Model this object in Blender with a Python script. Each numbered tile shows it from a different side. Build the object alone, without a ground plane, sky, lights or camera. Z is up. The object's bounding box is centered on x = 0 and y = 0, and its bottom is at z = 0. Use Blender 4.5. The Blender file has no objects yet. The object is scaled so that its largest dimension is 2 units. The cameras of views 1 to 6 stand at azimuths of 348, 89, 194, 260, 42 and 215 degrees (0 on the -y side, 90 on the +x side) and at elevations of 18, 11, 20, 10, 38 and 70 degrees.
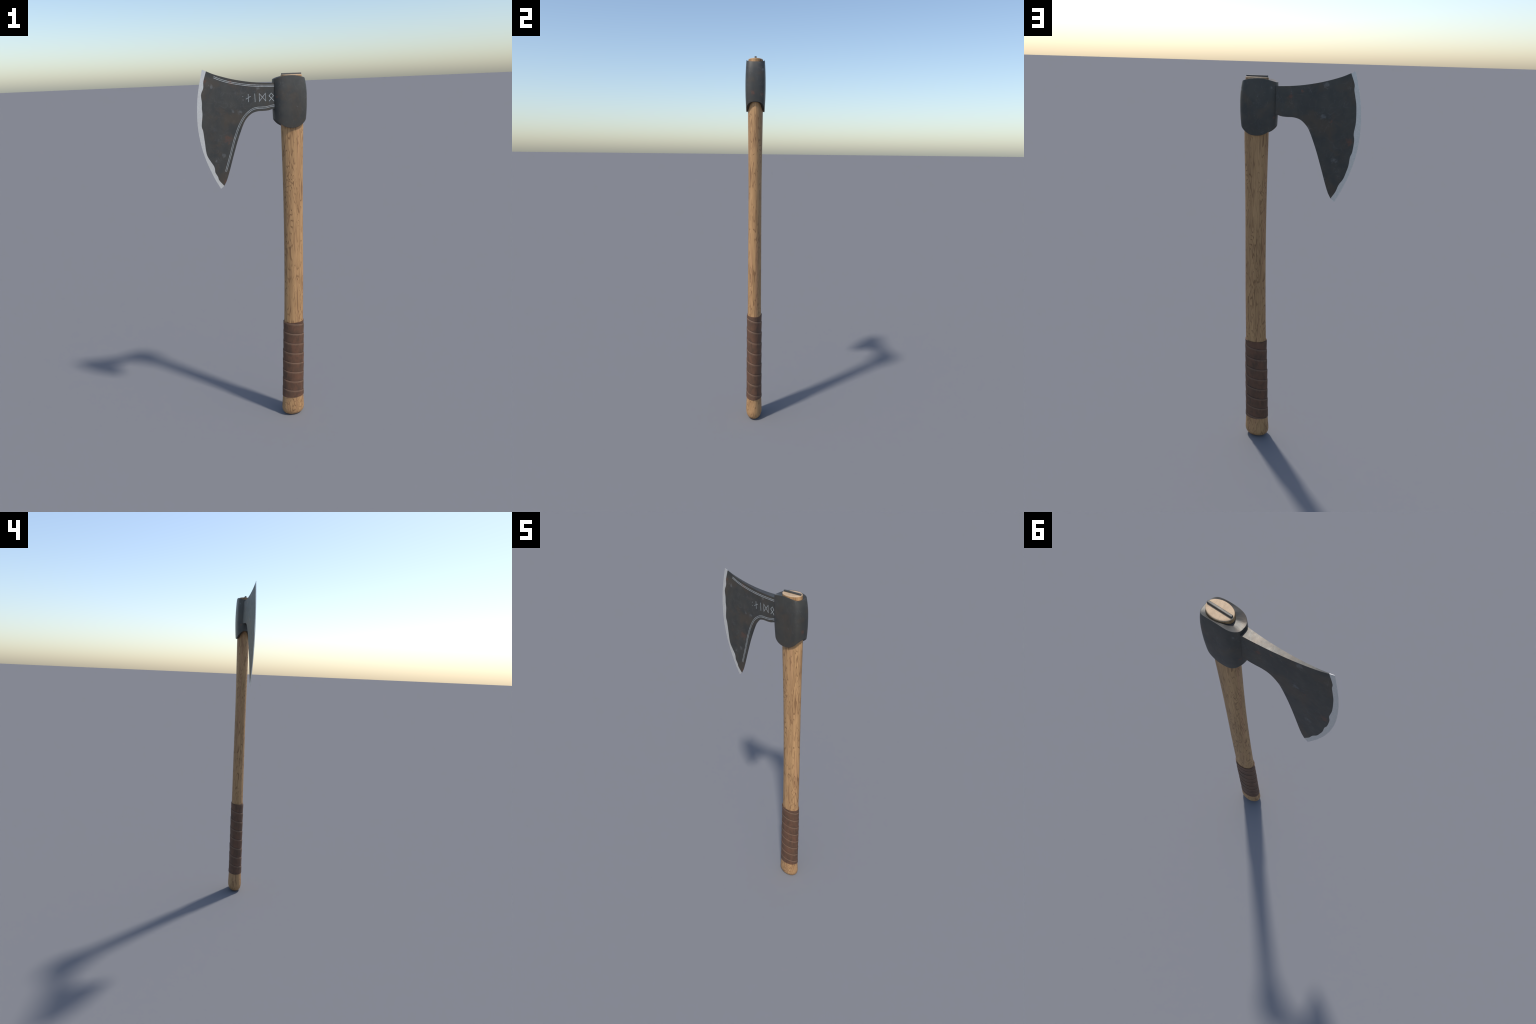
import bpy, bmesh, math
import numpy as np
from mathutils import Vector

# ------------------------------------------------------------------ helpers
def catmull(pts, n):
    """Smooth curve through control points, resampled to n points by arc length."""
    P = np.array(pts, float)
    P = np.vstack([2 * P[0] - P[1], P, 2 * P[-1] - P[-2]])
    out = []
    for i in range(1, len(P) - 2):
        p0, p1, p2, p3 = P[i - 1], P[i], P[i + 1], P[i + 2]
        for t in np.linspace(0, 1, 24, endpoint=False):
            out.append(.5 * (2 * p1 + (p2 - p0) * t + (2 * p0 - 5 * p1 + 4 * p2 - p3) * t * t
                             + (3 * p1 - p0 - 3 * p2 + p3) * t ** 3))
    out.append(P[-2])
    out = np.array(out)
    s = np.concatenate([[0], np.cumsum(np.linalg.norm(np.diff(out, axis=0), axis=1))])
    q = np.linspace(0, s[-1], n)
    return np.stack([np.interp(q, s, out[:, k]) for k in range(out.shape[1])], 1)


def smooth(a, b, x):
    t = np.clip((x - a) / (b - a), 0, 1)
    return t * t * (3 - 2 * t)


def mesh_object(name, verts, faces, mat, parent, sharp=40, recalc=True, bevel=0.0):
    me = bpy.data.meshes.new(name)
    me.from_pydata([tuple(v) for v in verts], [], [tuple(f) for f in faces])
    bm = bmesh.new()
    bm.from_mesh(me)
    bmesh.ops.remove_doubles(bm, verts=bm.verts, dist=1e-6)
    bmesh.ops.dissolve_degenerate(bm, dist=1e-7, edges=bm.edges)
    if recalc:
        bmesh.ops.recalc_face_normals(bm, faces=bm.faces)
    bm.to_mesh(me)
    bm.free()
    me.polygons.foreach_set("use_smooth", [True] * len(me.polygons))
    me.set_sharp_from_angle(angle=math.radians(sharp))
    me.materials.append(mat)
    ob = bpy.data.objects.new(name, me)
    bpy.context.scene.collection.objects.link(ob)
    ob.parent = parent
    if bevel:
        m = ob.modifiers.new("soft_edges", "BEVEL")
        m.width, m.segments, m.limit_method = bevel, 2, "ANGLE"
        m.angle_limit = math.radians(50)
        m.harden_normals = True
    return ob


def rings(rows, close_start=True, close_end=True):
    """Rows of equal-length closed rings -> verts, quad faces and end caps."""
    n = len(rows[0])
    v = [p for r in rows for p in r]
    f = []
    for i in range(len(rows) - 1):
        for j in range(n):
            k = (j + 1) % n
            f.append((i * n + j, i * n + k, (i + 1) * n + k, (i + 1) * n + j))
    if close_start:
        f.append(tuple(reversed(range(n))))
    if close_end:
        f.append(tuple((len(rows) - 1) * n + j for j in range(n)))
    return v, f


# ------------------------------------------------------------------ node helper
class Nodes:
    def __init__(self, name):
        self.mat = bpy.data.materials.new(name)
        self.mat.use_nodes = True
        self.t = self.mat.node_tree
        self.bsdf = self.t.nodes["Principled BSDF"]
        self.co = self.add("ShaderNodeTexCoord").outputs["Object"]

    def add(self, kind, **kw):
        n = self.t.nodes.new(kind)
        for k, v in kw.items():
            setattr(n, k, v)
        return n

    def link(self, a, b):
        if isinstance(a, (int, float)):
            b.default_value = a
        elif isinstance(a, tuple):
            b.default_value = a if len(a) == len(b.default_value) else (*a, 1)
        else:
            self.t.links.new(a, b)

    def math(self, op, a, b=0.0, c=0.0, clamp=False):
        n = self.add("ShaderNodeMath", operation=op, use_clamp=clamp)
        for s, x in zip(n.inputs, (a, b, c)):
            self.link(x, s)
        return n.outputs[0]

    def scaled(self, scale, loc=(0, 0, 0), rot=(0, 0, 0), src=None):
        n = self.add("ShaderNodeMapping")
        self.link(src or self.co, n.inputs["Vector"])
        n.inputs["Location"].default_value = loc
        n.inputs["Rotation"].default_value = rot
        n.inputs["Scale"].default_value = scale
        return n.outputs[0]

    def noise(self, vec, scale, detail=3.0, rough=.5, dist=0.0):
        n = self.add("ShaderNodeTexNoise")
        self.link(vec, n.inputs["Vector"])
        n.inputs["Scale"].default_value = scale
        n.inputs["Detail"].default_value = detail
        n.inputs["Roughness"].default_value = rough
        n.inputs["Distortion"].default_value = dist
        return n.outputs["Fac"]

    def ramp(self, fac, a, b):
        """0 at a, 1 at b, smooth."""
        n = self.add("ShaderNodeMapRange", interpolation_type="SMOOTHSTEP")
        self.link(fac, n.inputs["Value"])
        n.inputs["From Min"].default_value = min(a, b)
        n.inputs["From Max"].default_value = max(a, b)
        if a > b:
            n.inputs["To Min"].default_value, n.inputs["To Max"].default_value = 1, 0
        return n.outputs["Result"]

    def mix(self, fac, a, b, mode="MIX"):
        n = self.add("ShaderNodeMix", data_type="RGBA", blend_type=mode)
        self.link(fac, n.inputs[0])
        self.link(a, n.inputs[6])
        self.link(b, n.inputs[7])
        return n.outputs[2]

    def spots(self, places, warp=.5, faces=True):
        """Soft irregular blotches at chosen places (x, y, z, radius)."""
        w = self.add("ShaderNodeTexNoise")
        self.link(self.co, w.inputs["Vector"])
        w.inputs["Scale"].default_value = 90
        w.inputs["Detail"].default_value = 4
        sep = self.add("ShaderNodeSeparateXYZ")
        self.link(self.co, sep.inputs[0])
        com = self.add("ShaderNodeCombineXYZ")
        self.link(sep.outputs["X"], com.inputs["X"])
        self.link(self.math("MULTIPLY", self.math("SIGN", sep.outputs["Y"]), .05), com.inputs["Y"])
        self.link(sep.outputs["Z"], com.inputs["Z"])
        total = None
        for x, y, z, r in places:            # y only says which face the blotch is on
            d = self.add("ShaderNodeVectorMath", operation="DISTANCE")
            self.link(com.outputs[0] if faces else self.co, d.inputs[0])
            d.inputs[1].default_value = (x, math.copysign(.05, y), z) if faces else (x, y, z)
            e = self.math("DIVIDE", d.outputs["Value"], r)
            e = self.math("ADD", e, self.math("MULTIPLY", self.math("SUBTRACT", w.outputs["Fac"], .5), warp * 4))
            m = self.ramp(e, 1.1, .1)
            total = m if total is None else self.math("MAXIMUM", total, m)
        return total

    def bump(self, height, strength, dist):
        n = self.add("ShaderNodeBump")
        n.inputs["Strength"].default_value = strength
        n.inputs["Distance"].default_value = dist
        self.link(height, n.inputs["Height"])
        self.t.links.new(n.outputs[0], self.bsdf.inputs["Normal"])

    def out(self, color=None, rough=None, metal=None, spec=None):
        b = self.bsdf.inputs
        for v, s in ((color, "Base Color"), (rough, "Roughness"), (metal, "Metallic"), (spec, "Specular IOR Level")):
            if v is not None:
                self.link(v, b[s])
        return self.mat


# ------------------------------------------------------------------ materials
def dark_iron():
    m = Nodes("dark_forged_iron")
    big = m.noise(m.co, 11, 4, .6, .3)
    brown = m.noise(m.scaled((1, 1, 1), (3.1, 7.7, 1.3)), 10, 4, .6, .4)
    col = m.mix(m.ramp(big, .35, .65), DARK_A, DARK_B)
    col = m.mix(m.math("MULTIPLY", m.ramp(brown, .46, .66), .68), col, DARK_BROWN)
    # hammer mottling, light veins and faint crossing scratches
    vein = m.noise(m.scaled((1, 1, 1), (9, 2, 5)), 38, 5, .62, .8)
    vein = m.ramp(m.math("ABSOLUTE", m.math("SUBTRACT", vein, .5)), .02, .0)
    patch = m.ramp(m.noise(m.scaled((1, 1, 1), (1, 4, 2)), 24, 2), .5, .68)
    light = m.math("MULTIPLY", m.math("MULTIPLY", vein, patch), .13)
    for off, sc in (((3, 1, 7), 13), ((8, 5, 2), 19), ((1, 9, 4), 9), ((6, 2, 8), 24)):
        s = m.noise(m.scaled((1, .4, 1), off), sc, 0.0, .4, .0)
        s = m.ramp(m.math("ABSOLUTE", m.math("SUBTRACT", s, .5)), .0065, .0)
        g = m.ramp(m.noise(m.scaled((1, 1, 1), off), 30, 2), .45, .65)
        light = m.math("ADD", light, m.math("MULTIPLY", m.math("MULTIPLY", s, g), .085))
    smudge = m.spots([(-.2, -.003, 1.918, .013), (-.156, -.004, 1.587, .011), (-.195, -.003, 1.56, .008),
                      (-.065, -.008, 1.795, .011), (.03, -.018, 1.903, .010), (-.10, -.006, 1.80, .008),
                      (-.117, .007, 1.94, .015), (-.106, .007, 1.806, .013), (-.04, .007, 1.75, .012),
                      (-.052, .006, 1.722, .012), (-.168, .003, 1.612, .014), (-.12, .003, 1.52, .016)], .75)
    smudge = m.math("MAXIMUM", smudge, m.spots([(.125, .041, 1.92, .008), (.268, .035, 1.905, .010),
                                                (.22, -.051, 1.81, .006)], .6, False))
    light = m.math("ADD", light, m.math("MULTIPLY", smudge, .24))
    col = m.mix(m.math("MINIMUM", light, .6), col, (.31, .32, .33))
    # rust blooms
    grain = m.ramp(m.noise(m.co, 420, 3, .7), .32, .62)
    rust = m.spots([(-.128, -.004, 1.668, .024), (-.128, -.006, 1.676, .012), (-.152, -.002, 1.452, .014),
                    (-.231, -.001, 1.945, .012), (-.108, -.008, 1.935, .014), (-.255, -.001, 1.767, .007),
                    (.044, .019, 1.885, .016), (-.146, .004, 1.787, .009), (-.235, .001, 1.70, .020),
                    (-.01, .014, 1.91, .008)], .6)
    rust = m.math("MAXIMUM", rust, m.spots([(.278, -.012, 1.795, .015), (.270, .03, 1.79, .012),
                                            (.118, -.037, 1.86, .010), (.112, .03, 1.79, .010)], .5, False))
    rust = m.math("MULTIPLY", rust, m.math("ADD", m.math("MULTIPLY", grain, .35), .22))
    col = m.mix(rust, col, RUST)
    rgh = m.math("ADD", m.math("MULTIPLY", m.noise(m.co, 45, 4, .6), .16), IRON_ROUGH)
    m.bump(m.math("ADD", m.noise(m.co, 28, 4, .6), m.math("MULTIPLY", m.noise(m.co, 260, 2), .12)), .12, .006)
    return m.out(col, rgh, IRON_METAL, .70)


def bright_steel():
    m = Nodes("ground_steel_edge")
    g = m.noise(m.scaled((60, 60, 60)), 2.2, 4, .7)
    b = m.noise(m.co, 22, 3, .6)
    col = m.mix(m.ramp(g, .3, .7), STEEL_A, STEEL_B)
    col = m.mix(m.math("MULTIPLY", m.ramp(b, .4, .7), .4), col, STEEL_C)
    st = m.spots([(-.205, .001, 1.55, .014), (-.196, .001, 1.50, .008)], .9)
    col = m.mix(m.math("MULTIPLY", st, .25), col, (.30, .22, .20))
    return m.out(col, m.math("ADD", m.math("MULTIPLY", g, .1), STEEL_ROUGH), STEEL_METAL, .5)


def inlay():
    m = Nodes("scribed_bright_line")
    n = m.noise(m.co, 70, 3, .6)
    col = m.mix(m.ramp(n, .35, .7), INLAY_A, INLAY_B)
    r = m.spots([(-.108, -.008, 1.932, .012)], .8)
    col = m.mix(m.math("MULTIPLY", r, .6), col, (.30, .17, .13))
    return m.out(col, .5, STEEL_METAL, .5)


def wood(end_grain=False):
    m = Nodes("end_grain_wood" if end_grain else "oak_wood")
    if end_grain:
        n = m.noise(m.scaled((1, .45, 1)), 55, 4, .6, 1.0)
        f = m.noise(m.scaled((1.6, 1, 1)), 300, 3, .7)
        col = m.mix(m.ramp(n, .3, .7), END_A, END_B)
        col = m.mix(m.math("MULTIPLY", m.ramp(f, .45, .7), .5), col, END_C)
        return m.out(col, .6, 0.0, .35)
    # long streaks of tone
    tone = m.noise(m.scaled((28, 28, 1.6)), 1.0, 3, .55)
    col = m.mix(m.ramp(tone, .32, .68), WOOD_A, WOOD_B)
    pink = m.noise(m.scaled((45, 45, 1.3), (5, 2, 1)), 1.0, 2, .5)
    col = m.mix(m.math("MULTIPLY", m.ramp(pink, .52, .72), .6), col, WOOD_PINK)
    # fine straight fibre
    fib = m.noise(m.scaled((230, 230, 5.0)), 1.0, 3, .6)
    col = m.mix(m.math("MULTIPLY", m.ramp(fib, .46, .70), .46), col, WOOD_FIBRE)
    # cathedral growth-ring lines: contour lines of a stretched, warped field
    lm = None
    for sc, off, n, det, amt in (((24, 24, 2.7), (2.3, 6.1, .4), 17, 2.2, 1), ((34, 34, 3.6), (7.1, 1.4, 3.3), 12, 1.6, .8)):
        field = m.noise(m.scaled(sc, off), 1.0, det, .5, .25)
        ring = m.math("FRACT", m.math("MULTIPLY", field, n))
        line = m.math("ABSOLUTE", m.math("SUBTRACT", ring, .5))
        wid = m.noise(m.scaled((34, 34, 7), off), 1.0, 2, .5)
        wid = m.math("MULTIPLY", m.ramp(wid, .30, .74), .15)
        k = m.math("SUBTRACT", 1.0, m.math("DIVIDE", line, m.math("ADD", wid, .045)), clamp=True)
        k = m.math("MULTIPLY", m.math("MULTIPLY", m.ramp(k, .0, .6), m.ramp(wid, .0, .08)), amt)
        lm = k if lm is None else m.math("MAXIMUM", lm, k)
    col = m.mix(m.math("MULTIPLY", lm, .72), col, WOOD_LINE)
    dash = m.noise(m.scaled((150, 150, 5.5), (1, 7, 2)), 1.0, 1, .5, .1)
    col = m.mix(m.math("MULTIPLY", m.ramp(dash, .60, .70), .40), col, WOOD_LINE)
    # broad brown flecks
    fl = m.noise(m.scaled((95, 95, 9), (4, 4, 4)), 1.0, 2, .5, .2)
    col = m.mix(m.math("MULTIPLY", m.ramp(fl, .64, .74), .45), col, WOOD_LINE)
    # shallow hand-shaved flats and grime
    m.bump(m.math("ADD", m.noise(m.scaled((40, 40, 3)), 1.0, 2), m.math("MULTIPLY", lm, -.35)), .25, .003)
    return m.out(col, .58, 0.0, .35)


def leather():
    m = Nodes("brown_leather")
    a = m.noise(m.scaled((1, 1, .6)), 34, 4, .6, .4)
    b = m.noise(m.scaled((70, 70, 22)), 1.0, 4, .65)
    c = m.noise(m.co, 12, 2, .5)
    col = m.mix(m.ramp(a, .32, .68), LEATHER_A, LEATHER_B)
    col = m.mix(m.math("MULTIPLY", m.ramp(b, .45, .7), .55), col, LEATHER_C)
    col = m.mix(m.math("MULTIPLY", m.ramp(c, .45, .65), .5), col, LEATHER_D)
    # paler toothed band just below every seam, dark line just above it
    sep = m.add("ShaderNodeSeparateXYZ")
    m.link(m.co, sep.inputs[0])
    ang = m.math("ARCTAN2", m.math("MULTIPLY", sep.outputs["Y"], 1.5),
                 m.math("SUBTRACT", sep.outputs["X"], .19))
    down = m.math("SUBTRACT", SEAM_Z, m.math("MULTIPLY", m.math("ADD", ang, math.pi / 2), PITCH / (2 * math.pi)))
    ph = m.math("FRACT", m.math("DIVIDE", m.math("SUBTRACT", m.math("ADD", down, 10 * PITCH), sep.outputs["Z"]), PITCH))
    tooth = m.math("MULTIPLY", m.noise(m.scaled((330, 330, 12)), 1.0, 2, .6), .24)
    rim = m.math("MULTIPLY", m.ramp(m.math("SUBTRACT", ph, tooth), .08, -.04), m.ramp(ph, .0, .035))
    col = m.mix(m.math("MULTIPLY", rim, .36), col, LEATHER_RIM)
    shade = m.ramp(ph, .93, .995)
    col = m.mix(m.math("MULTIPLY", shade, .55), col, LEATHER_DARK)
    m.bump(m.math("ADD", m.noise(m.scaled((110, 110, 40)), 1.0, 4, .65), m.math("MULTIPLY", a, .8)), .3, .003)
    return m.out(col, .62, 0.0, .4)


DARK_A, DARK_B, DARK_BROWN = (.051, .051, .048), (.070, .066, .057), (.090, .068, .048)
RUST = (.20, .075, .042)
IRON_ROUGH, IRON_METAL = .40, .45
STEEL_A, STEEL_B, STEEL_C = (.62, .605, .58), (.72, .695, .66), (.66, .62, .57)
STEEL_ROUGH, STEEL_METAL = .42, .6
INLAY_A, INLAY_B = (.36, .375, .37), (.50, .51, .50)
WOOD_A, WOOD_B, WOOD_PINK = (.50, .29, .132), (.405, .232, .104), (.42, .215, .112)
WOOD_FIBRE, WOOD_LINE = (.29, .16, .072), (.17, .082, .036)
END_A, END_B, END_C = (.53, .378, .235), (.44, .308, .188), (.34, .225, .13)
LEATHER_A, LEATHER_B = (.142, .067, .038), (.088, .049, .030)
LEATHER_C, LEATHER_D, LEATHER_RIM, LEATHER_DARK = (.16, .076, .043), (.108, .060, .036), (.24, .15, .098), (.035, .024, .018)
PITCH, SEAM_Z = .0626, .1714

IRON, STEEL, LINE = dark_iron(), bright_steel(), inlay()
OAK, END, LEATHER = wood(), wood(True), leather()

# ------------------------------------------------------------------ the axe
axe = bpy.data.objects.new("bearded_axe", None)
bpy.context.scene.collection.objects.link(axe)
axe["label"] = "bearded battle axe, dark forged head, oak handle, leather grip"
axe["category"] = "axe"

# ---- handle: elliptical sections, z -> (x left, x right, half depth)
SECT = np.array([
    (0.000, .1143, .2497, .0440), (.045, .1143, .2497, .0447), (.110, .1195, .2475, .0423),
    (.200, .1250, .2458, .0393), (.400, .1318, .2490, .0380), (.610, .1394, .2508, .0372),
    (.690, .1420, .2518, .0365), (.900, .1472, .2550, .0358), (1.10, .1502, .2562, .0349),
    (1.32, .1512, .2580, .0346), (1.52, .1500, .2605, .0364), (1.69, .1477, .2640, .0383),
    (1.80, .1480, .2640, .0386), (1.97, .1520, .2590, .0375)])
_c = catmull(SECT, 600)


def section(z):
    xl, xr, yh = (np.interp(z, _c[:, 0], _c[:, k]) for k in (1, 2, 3))
    return (xl + xr) / 2, (xr - xl) / 2, yh


NT = 128
TH = np.linspace(0, 2 * math.pi, NT, endpoint=False)


def ellipse(z, k=1.0, grow=0.0):
    cx, a, b = section(z)
    return [(cx + (a * k + grow) * math.cos(t), (b * k + grow) * math.sin(t), z) for t in TH]


EYE_TOP = 1.963
butt = [(0, .40), (.0008, .56), (.004, .71), (.010, .83), (.018, .915), (.028, .968), (.040, .994)]
rows = [ellipse(z, k) for z, k in butt]
rows += [ellipse(z) for z in np.linspace(.05, EYE_TOP - .0035, 150)]
v, f = rings(rows, True, False)
handle = mesh_object("handle", v, f, OAK, axe, 60)
# sawn end of the handle showing in the eye
rows = [ellipse(EYE_TOP - .0035)] + [ellipse(EYE_TOP - dz, 1, -g) for dz, g in ((.0016, .0005), (.0005, .0016), (0, .0034))]
rows += [ellipse(EYE_TOP, k, -.0034) for k in (.8, .5, .2)]
v, f = rings(rows, False, True)
mesh_object("handle_end", v, f, END, handle, 60)

# ---- wedge
def rounded_bar(x0, x1, hw, z0, z1):
    out = []
    for z, g in ((z0, 0), (z1 - .0015, 0), (z1 - .0004, -.0005), (z1, -.0016)):
        r, ring = .002, []
        for cx, cy, a0 in ((x1 - r, hw - r, 0), (x0 + r, hw - r, 90), (x0 + r, -hw + r, 180), (x1 - r, -hw + r, 270)):
            for a in np.radians(np.linspace(a0, a0 + 90, 5)):
                ring.append((cx + (r + g) * math.cos(a), cy + (r + g) * math.sin(a), z))
        out.append(ring)
    return rings(out)


v, f = rounded_bar(.1545, .2568, .0050, 1.955, 1.9705)
mesh_object("wedge", v, f, IRON, handle, 50)

# ---- leather wrap: one strip wound as a descending helix, each turn lapping the next
TOP, BOT = .618, .1275
PROF = np.array([(0, .0034), (.02, .0043), (.06, .0047), (.14, .0048), (.30, .0044), (.60, .0037), (.85, .0031), (.96, .0026), (1, .0023), (1.08, .0018)])
turns = []
n0, n1 = -2, 9
cols = []
rng = np.random.default_rng(4)
wob = rng.uniform(0, 6.28, 6)
for i in range((n1 - n0) * 96 + 1):
    a = -i / 96 * 2 * math.pi - math.pi / 2            # turning clockwise seen from above, going up
    zseam = SEAM_Z + n0 * PITCH + i / 96 * PITCH
    zseam += .0005 * math.sin(a * .37 + wob[0]) + .0004 * math.sin(a * 1.31 + wob[1])
    swell = 1 + .05 * math.sin(a * .71 + wob[2]) + .05 * math.sin(a * 2.3 + wob[3])
    pa, pb = max(0, (zseam - TOP) / PITCH), min(1.08, (zseam - BOT) / PITCH)
    if pb - pa < 1e-4:                                  # this bit of the strip is trimmed away
        zc = TOP if zseam > TOP else BOT
        pts = [(zc, -.002)] * 26
    else:
        ps = pa + (pb - pa) * np.linspace(0, 1, 24) ** 1.6
        k = swell * np.interp(zseam, [.12, .30], [.72, 1.0])
        pts = [(zseam - p * PITCH, k * np.interp(p, PROF[:, 0], PROF[:, 1])) for p in ps]
        pts = [(pts[0][0], -.001)] + pts + [(pts[-1][0], -.001)]
    col = []
    for z, th in pts:
        cx, ea, eb = section(z)
        col.append((cx + (ea + th) * math.cos(a), (eb + th) * math.sin(a), z))
    cols.append(col)
m_ = 26
v = [p for c in cols for p in c]
f = []
for i in range(len(cols) - 1):
    for j in range(m_ - 1):
        f.append((i * m_ + j, i * m_ + j + 1, (i + 1) * m_ + j + 1, (i + 1) * m_ + j))
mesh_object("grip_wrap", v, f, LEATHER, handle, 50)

# ---- socket (the eye of the axe head): rounded-oblong plan, barrel sides, saddle ends
half = [(.1070, 0), (.1072, .010), (.1098, .0215), (.1160, .031), (.1265, .0410), (.1410, .0478), (.1620, .0510),
        (.1930, .0517), (.2270, .0512), (.2530, .0489), (.2672, .0430), (.2757, .0320), (.2796, .017), (.2804, 0)]
full = half + [(x, -y) for x, y in half[-2:0:-1]] + [half[0]]
plan = catmull(full, 161)[:-1]
XC = .190


def ztop(x):
    return 1.9595 - .0175 * abs((x - .190) / .085) ** 2


def zbot(x):
    return 1.7068 + (.050 if x > .197 else .040) * abs((x - .197) / .083) ** 2.3


NS = 34
rows = []
for i in range(NS + 1):
    t = i / NS
    e = abs(2 * t - 1)
    sy, sxr, sxl = 1 - .092 * e ** 2, 1 - (.112 if t > .5 else .055) * e ** 2.6, 1 - .022 * e ** 2
    ring = []
    for x, y in plan:
        dx = (x - XC) * (sxr if x > XC else sxl)
        X = XC + dx
        ring.append((X, y * sy, zbot(X) * (1 - t) + ztop(X) * t))
    rows.append(ring)


def cap(outer, dish):
    out = []
    ang = np.array([math.atan2(p[1] * 1.35, p[0] - .206) for p in outer])
    for k in (.25, .5, .75, 1):
        ring = []
        for p, a in zip(outer, ang):
            ix, iy = .206 + .0545 * math.cos(a), .0375 * math.sin(a)
            X, Y = p[0] * (1 - k) + ix * k, p[1] * (1 - k) + iy * k
            ring.append((X, Y, p[2] + dish * k * math.sin(a) ** 2))
        out.append(ring)
    return out


top_cap = cap(rows[-1], -.0058)
bot_cap = cap(rows[0], .002)
rows = bot_cap[::-1] + rows + top_cap
rows = [[(p[0] * 1.0, p[1] * .96, p[2] + .02) for p in rows[0]]] + rows + [[(p[0], p[1] * .97, p[2] - .02) for p in rows[-1]]]
v, f = rings(rows, False, False)
mesh_object("socket", v, f, IRON, axe, 40, bevel=.0016)

# ---- blade
OUTER = [(-.181, 1.4175), (-.205, 1.463), (-.2275, 1.514), (-.2465, 1.565), (-.2625, 1.622), (-.2722, 1.677),
         (-.2772, 1.727), (-.2775, 1.775), (-.2742, 1.832), (-.2665, 1.886), (-.2552, 1.937), (-.2382, 2.0)]
FRONT = [(-.163, 1.4313), (-.1872, 1.4618), (-.1928, 1.4799), (-.2046, 1.5029), (-.2064, 1.5228), (-.2111, 1.5384),
         (-.225, 1.5612), (-.2422, 1.5969), (-.2485, 1.6611), (-.2527, 1.7117), (-.2581, 1.737), (-.2508, 1.7901),
         (-.2516, 1.820), (-.2496, 1.8469), (-.2510, 1.885), (-.2385, 1.9144), (-.236, 1.942), (-.2289, 1.9653), (-.2195, 1.9918)]
BACK = [(-.163, 1.4313), (-.1846, 1.4663), (-.1971, 1.4992), (-.216, 1.5281), (-.228, 1.5624), (-.2362, 1.5918),
        (-.2406, 1.6309), (-.2489, 1.6556), (-.2539, 1.7058), (-.2498, 1.7371), (-.2554, 1.788), (-.2521, 1.8547),
        (-.2450, 1.892), (-.2381, 1.9233), (-.237, 1.9473), (-.2195, 1.9918)]
UPPER = [(-.2195, 1.9918), (-.183, 1.9765), (-.134, 1.9612), (-.081, 1.9480), (-.015, 1.9363), (.050, 1.9298), (.116, 1.9272), (.135, 1.927)]
LOWER = [(-.163, 1.4313), (-.1475, 1.460), (-.1315, 1.504), (-.110, 1.571), (-.0865, 1.642), (-.0685, 1.690), (-.0475, 1.739),
         (-.0305, 1.764), (-.006, 1.785), (.024, 1.7945), (.060, 1.7955), (.082, 1.7975), (.100, 1.8025), (.116, 1.806), (.135, 1.808)]
NU, NV, NE = 150, 200, 8
upper, lower, outer = catmull(UPPER, NU + 1), catmull(LOWER, NU + 1), catmull(OUTER, NV + 1)
outer_f = catmull(OUTER, 300)


def half_thickness(P):
    """Wedge section: thick at the socket, nearly nothing at the edge, thinner down the beard."""
    x, z = P[..., 0], P[..., 1]
    d = np.min(np.linalg.norm(P[..., None, :] - outer_f, axis=-1), axis=-1)
    h = np.interp(d, [0, .008, .022, .05, .09, .14, .21, .285, .345, .385, .42],
                  [.0004, .0008, .0013, .0027, .0046, .0070, .0105, .0150, .0192, .0228, .0240])
    low = .45 + .55 * smooth(1.52, 1.90, z)
    k = smooth(.0, .095, x)
    return np.maximum(h * (low * (1 - k) + k), .0004)


def coons(L, R, T, B):
    """T, B run left->right; L, R run bottom->top."""
    nv, nu = len(L), len(T)
    u = np.linspace(0, 1, nu)[None, :, None]
    w = np.linspace(0, 1, nv)[:, None, None]
    s = (1 - u) * L[:, None] + u * R[:, None] + (1 - w) * B[None] + w * T[None]
    c = (1 - u) * (1 - w) * B[0] + u * (1 - w) * B[-1] + (1 - u) * w * T[0] + u * w * T[-1]
    return s - c


right = np.stack([np.full(NV + 1, .135), np.linspace(1.808, 1.927, NV + 1)], 1)
body_v, body_f, edge_v, edge_f = [], [], [], []


def add_grid(V, F, G, side, flip):
    nv, nu = G.shape[:2]
    h = half_thickness(G)
    o = len(V)
    V += [(G[i, j, 0], side * h[i, j], G[i, j, 1]) for i in range(nv) for j in range(nu)]
    for i in range(nv - 1):
        for j in range(nu - 1):
            q = (o + i * nu + j, o + i * nu + j + 1, o + (i + 1) * nu + j + 1, o + (i + 1) * nu + j)
            F.append(q[::-1] if flip else q)
    return np.arange(o, o + nv * nu).reshape(nv, nu)


def strip(F, a, b):
    for i in range(len(a) - 1):
        F.append((a[i], a[i + 1], b[i + 1], b[i]))


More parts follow.
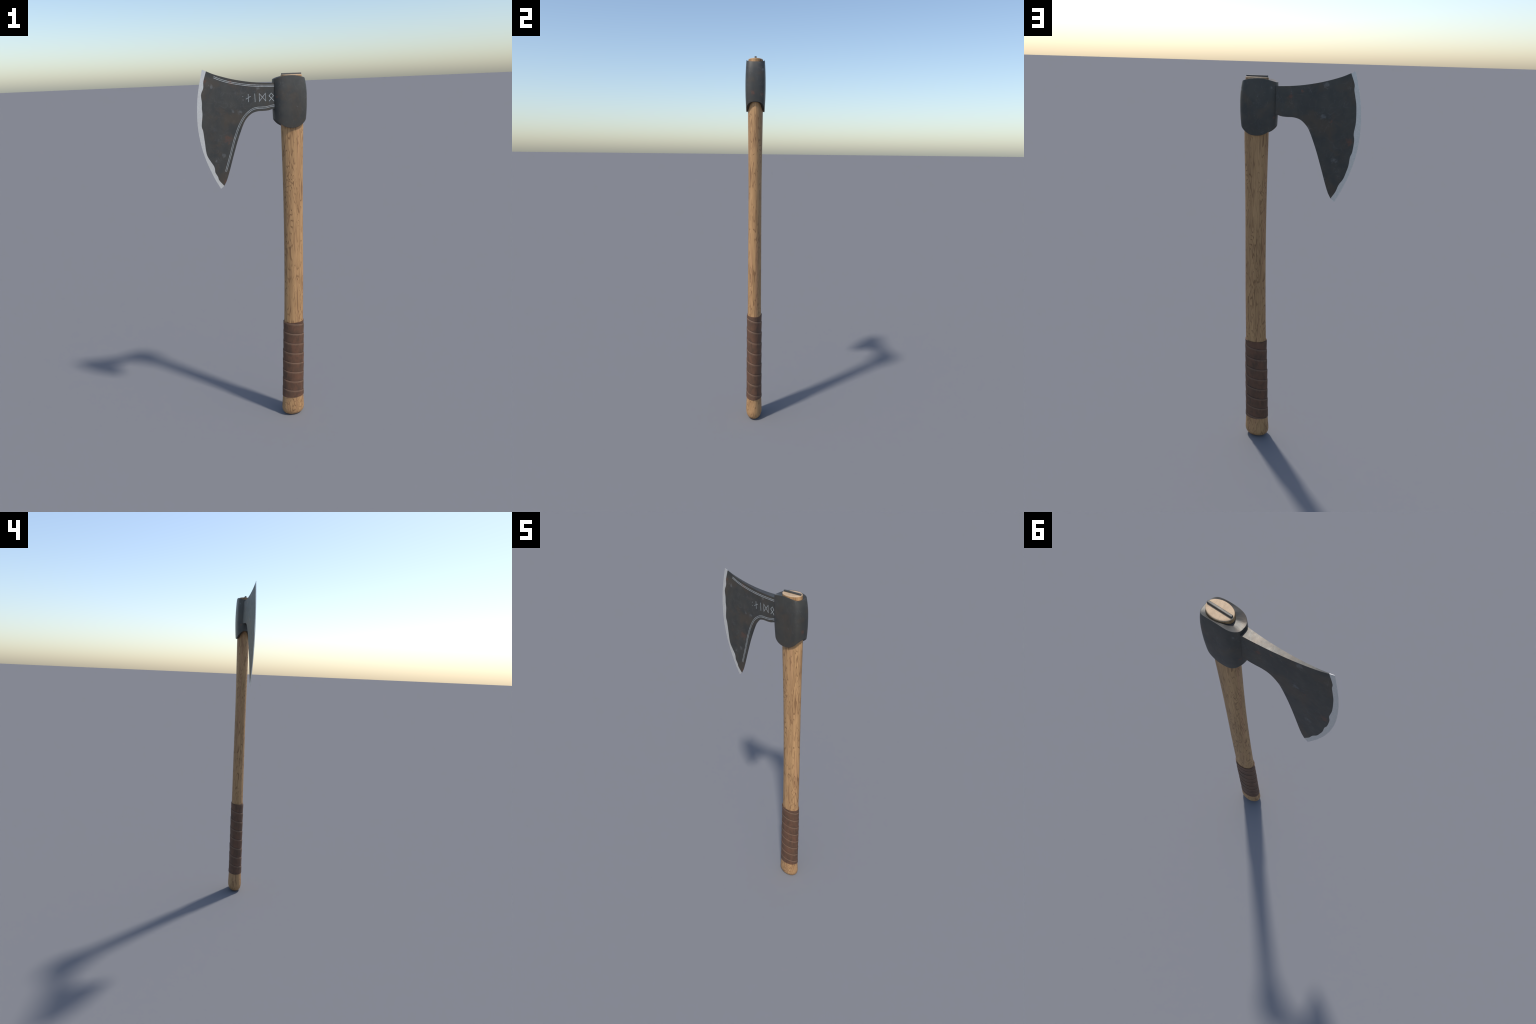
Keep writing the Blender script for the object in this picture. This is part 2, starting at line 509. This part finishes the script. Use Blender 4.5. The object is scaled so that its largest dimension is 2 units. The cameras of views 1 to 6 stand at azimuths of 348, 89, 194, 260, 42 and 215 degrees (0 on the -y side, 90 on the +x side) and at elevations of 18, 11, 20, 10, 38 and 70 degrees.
ids = {}
for side, ctrl in ((-1, FRONT), (1, BACK)):
    L = catmull(ctrl, NV + 1)
    G = coons(L, right, upper, lower)
    ids["body", side] = add_grid(body_v, body_f, G, side, side > 0)
    s = np.linspace(0, 1, NE + 1)[None, :, None]
    ids["edge", side] = add_grid(edge_v, edge_f, outer[:, None] * (1 - s) + L[:, None] * s, side, side > 0)
a, b = ids["body", -1], ids["body", 1]
strip(body_f, a[-1], b[-1])
strip(body_f, a[0], b[0])
a, b = ids["edge", -1], ids["edge", 1]
for r in (0, -1):
    strip(edge_f, a[r], b[r])
strip(edge_f, a[:, 0], b[:, 0])
blade = mesh_object("blade", body_v, body_f, IRON, axe, 40)
mesh_object("cutting_edge", edge_v, edge_f, STEEL, blade, 40)


# ---- bright scribed border lines and runes on the front cheek: thin raised fillets
def fillet(name, pts, width, closed=False, proud=.0007, parent=blade):
    P = np.array(pts, float)
    seg = np.linalg.norm(np.diff(P, axis=0), axis=1)
    s = np.concatenate([[0], np.cumsum(seg)])
    n = max(2, int(s[-1] / .003))
    q = np.linspace(0, s[-1], n + 1)
    C = np.stack([np.interp(q, s, P[:, k]) for k in (0, 1)], 1)
    tan = np.gradient(C, axis=0)
    tan /= np.linalg.norm(tan, axis=1)[:, None]
    nor = np.stack([-tan[:, 1], tan[:, 0]], 1)
    V, F = [], []
    for off, lift in ((-.5, -.0012), (-.5, proud * .7), (-.3, proud), (.3, proud), (.5, proud * .7), (.5, -.0012)):
        Q = C + nor * off * width
        h = half_thickness(Q)
        V += [(x, -(hh + lift), z) for (x, z), hh in zip(Q, h)]
    m = len(C)
    for r in range(5):
        for i in range(m - 1):
            F.append((r * m + i, r * m + i + 1, (r + 1) * m + i + 1, (r + 1) * m + i))
    for i in (0, m - 1):
        F.append(tuple(r * m + i for r in range(6)))
    return mesh_object(name, V, F, LINE, parent, 40)


UP = catmull([(-.1841, 1.9662), (-.1453, 1.9506), (-.0995, 1.9377), (-.0318, 1.9252), (.0328, 1.9186), (.116, 1.9150)], 90)
LO = catmull([(.116, 1.8235), (.0908, 1.8200), (.0660, 1.8150), (.0420, 1.8142), (.0199, 1.8138), (-.0067, 1.8060), (-.0384, 1.7825),
              (-.0618, 1.7510), (-.0812, 1.7135), (-.1016, 1.6620), (-.1176, 1.6115), (-.1389, 1.5470), (-.1534, 1.5048)], 140)


def offset(C, d):
    t = np.gradient(C, axis=0)
    t /= np.linalg.norm(t, axis=1)[:, None]
    return C + d * np.stack([-t[:, 1], t[:, 0]], 1)


for C, d in ((UP, 0), (UP, -.0063), (LO, 0), (LO, .0063)):
    fillet("border_line", offset(C, d), .0025)

RW = .0026
runes = {
    "rune_cross_stave": [[(-.0197, 1.8790), (-.0190, 1.8409)], [(-.0320, 1.8550), (-.0076, 1.8680)]],
    "rune_stave": [[(.0130, 1.8795), (.0138, 1.8400)]],
    "rune_hourglass": [[(.0350, 1.8800), (.0352, 1.8405)], [(.0350, 1.8790), (.0668, 1.8425)],
                       [(.0352, 1.8420), (.0664, 1.8795)], [(.0662, 1.8810), (.0668, 1.8412)]],
    "rune_loop": [[(.0834, 1.8403), (.1070, 1.8668)], [(.1070, 1.8645), (.0955, 1.8795)],
                  [(.0962, 1.8795), (.0832, 1.8652)], [(.0834, 1.8668), (.1085, 1.8395)]],
    "rune_dots": [[(-.0467, 1.8698), (-.0464, 1.8668)], [(-.0464, 1.8535), (-.0460, 1.8505)]],
}
for name, strokes in runes.items():
    pieces = []
    for k, st in enumerate(strokes):
        pieces.append(fillet(name, st, RW if "dots" not in name else .0022, proud=.0006 + .00012 * k))
    bm = bmesh.new()
    for p in pieces:
        bm.from_mesh(p.data)
    me = bpy.data.meshes.new(name)
    bm.to_mesh(me)
    bm.free()
    me.materials.append(LINE)
    for p in pieces:
        old = p.data
        bpy.data.objects.remove(p)
        bpy.data.meshes.remove(old)
    ob = bpy.data.objects.new(name, me)
    bpy.context.scene.collection.objects.link(ob)
    ob.parent = blade
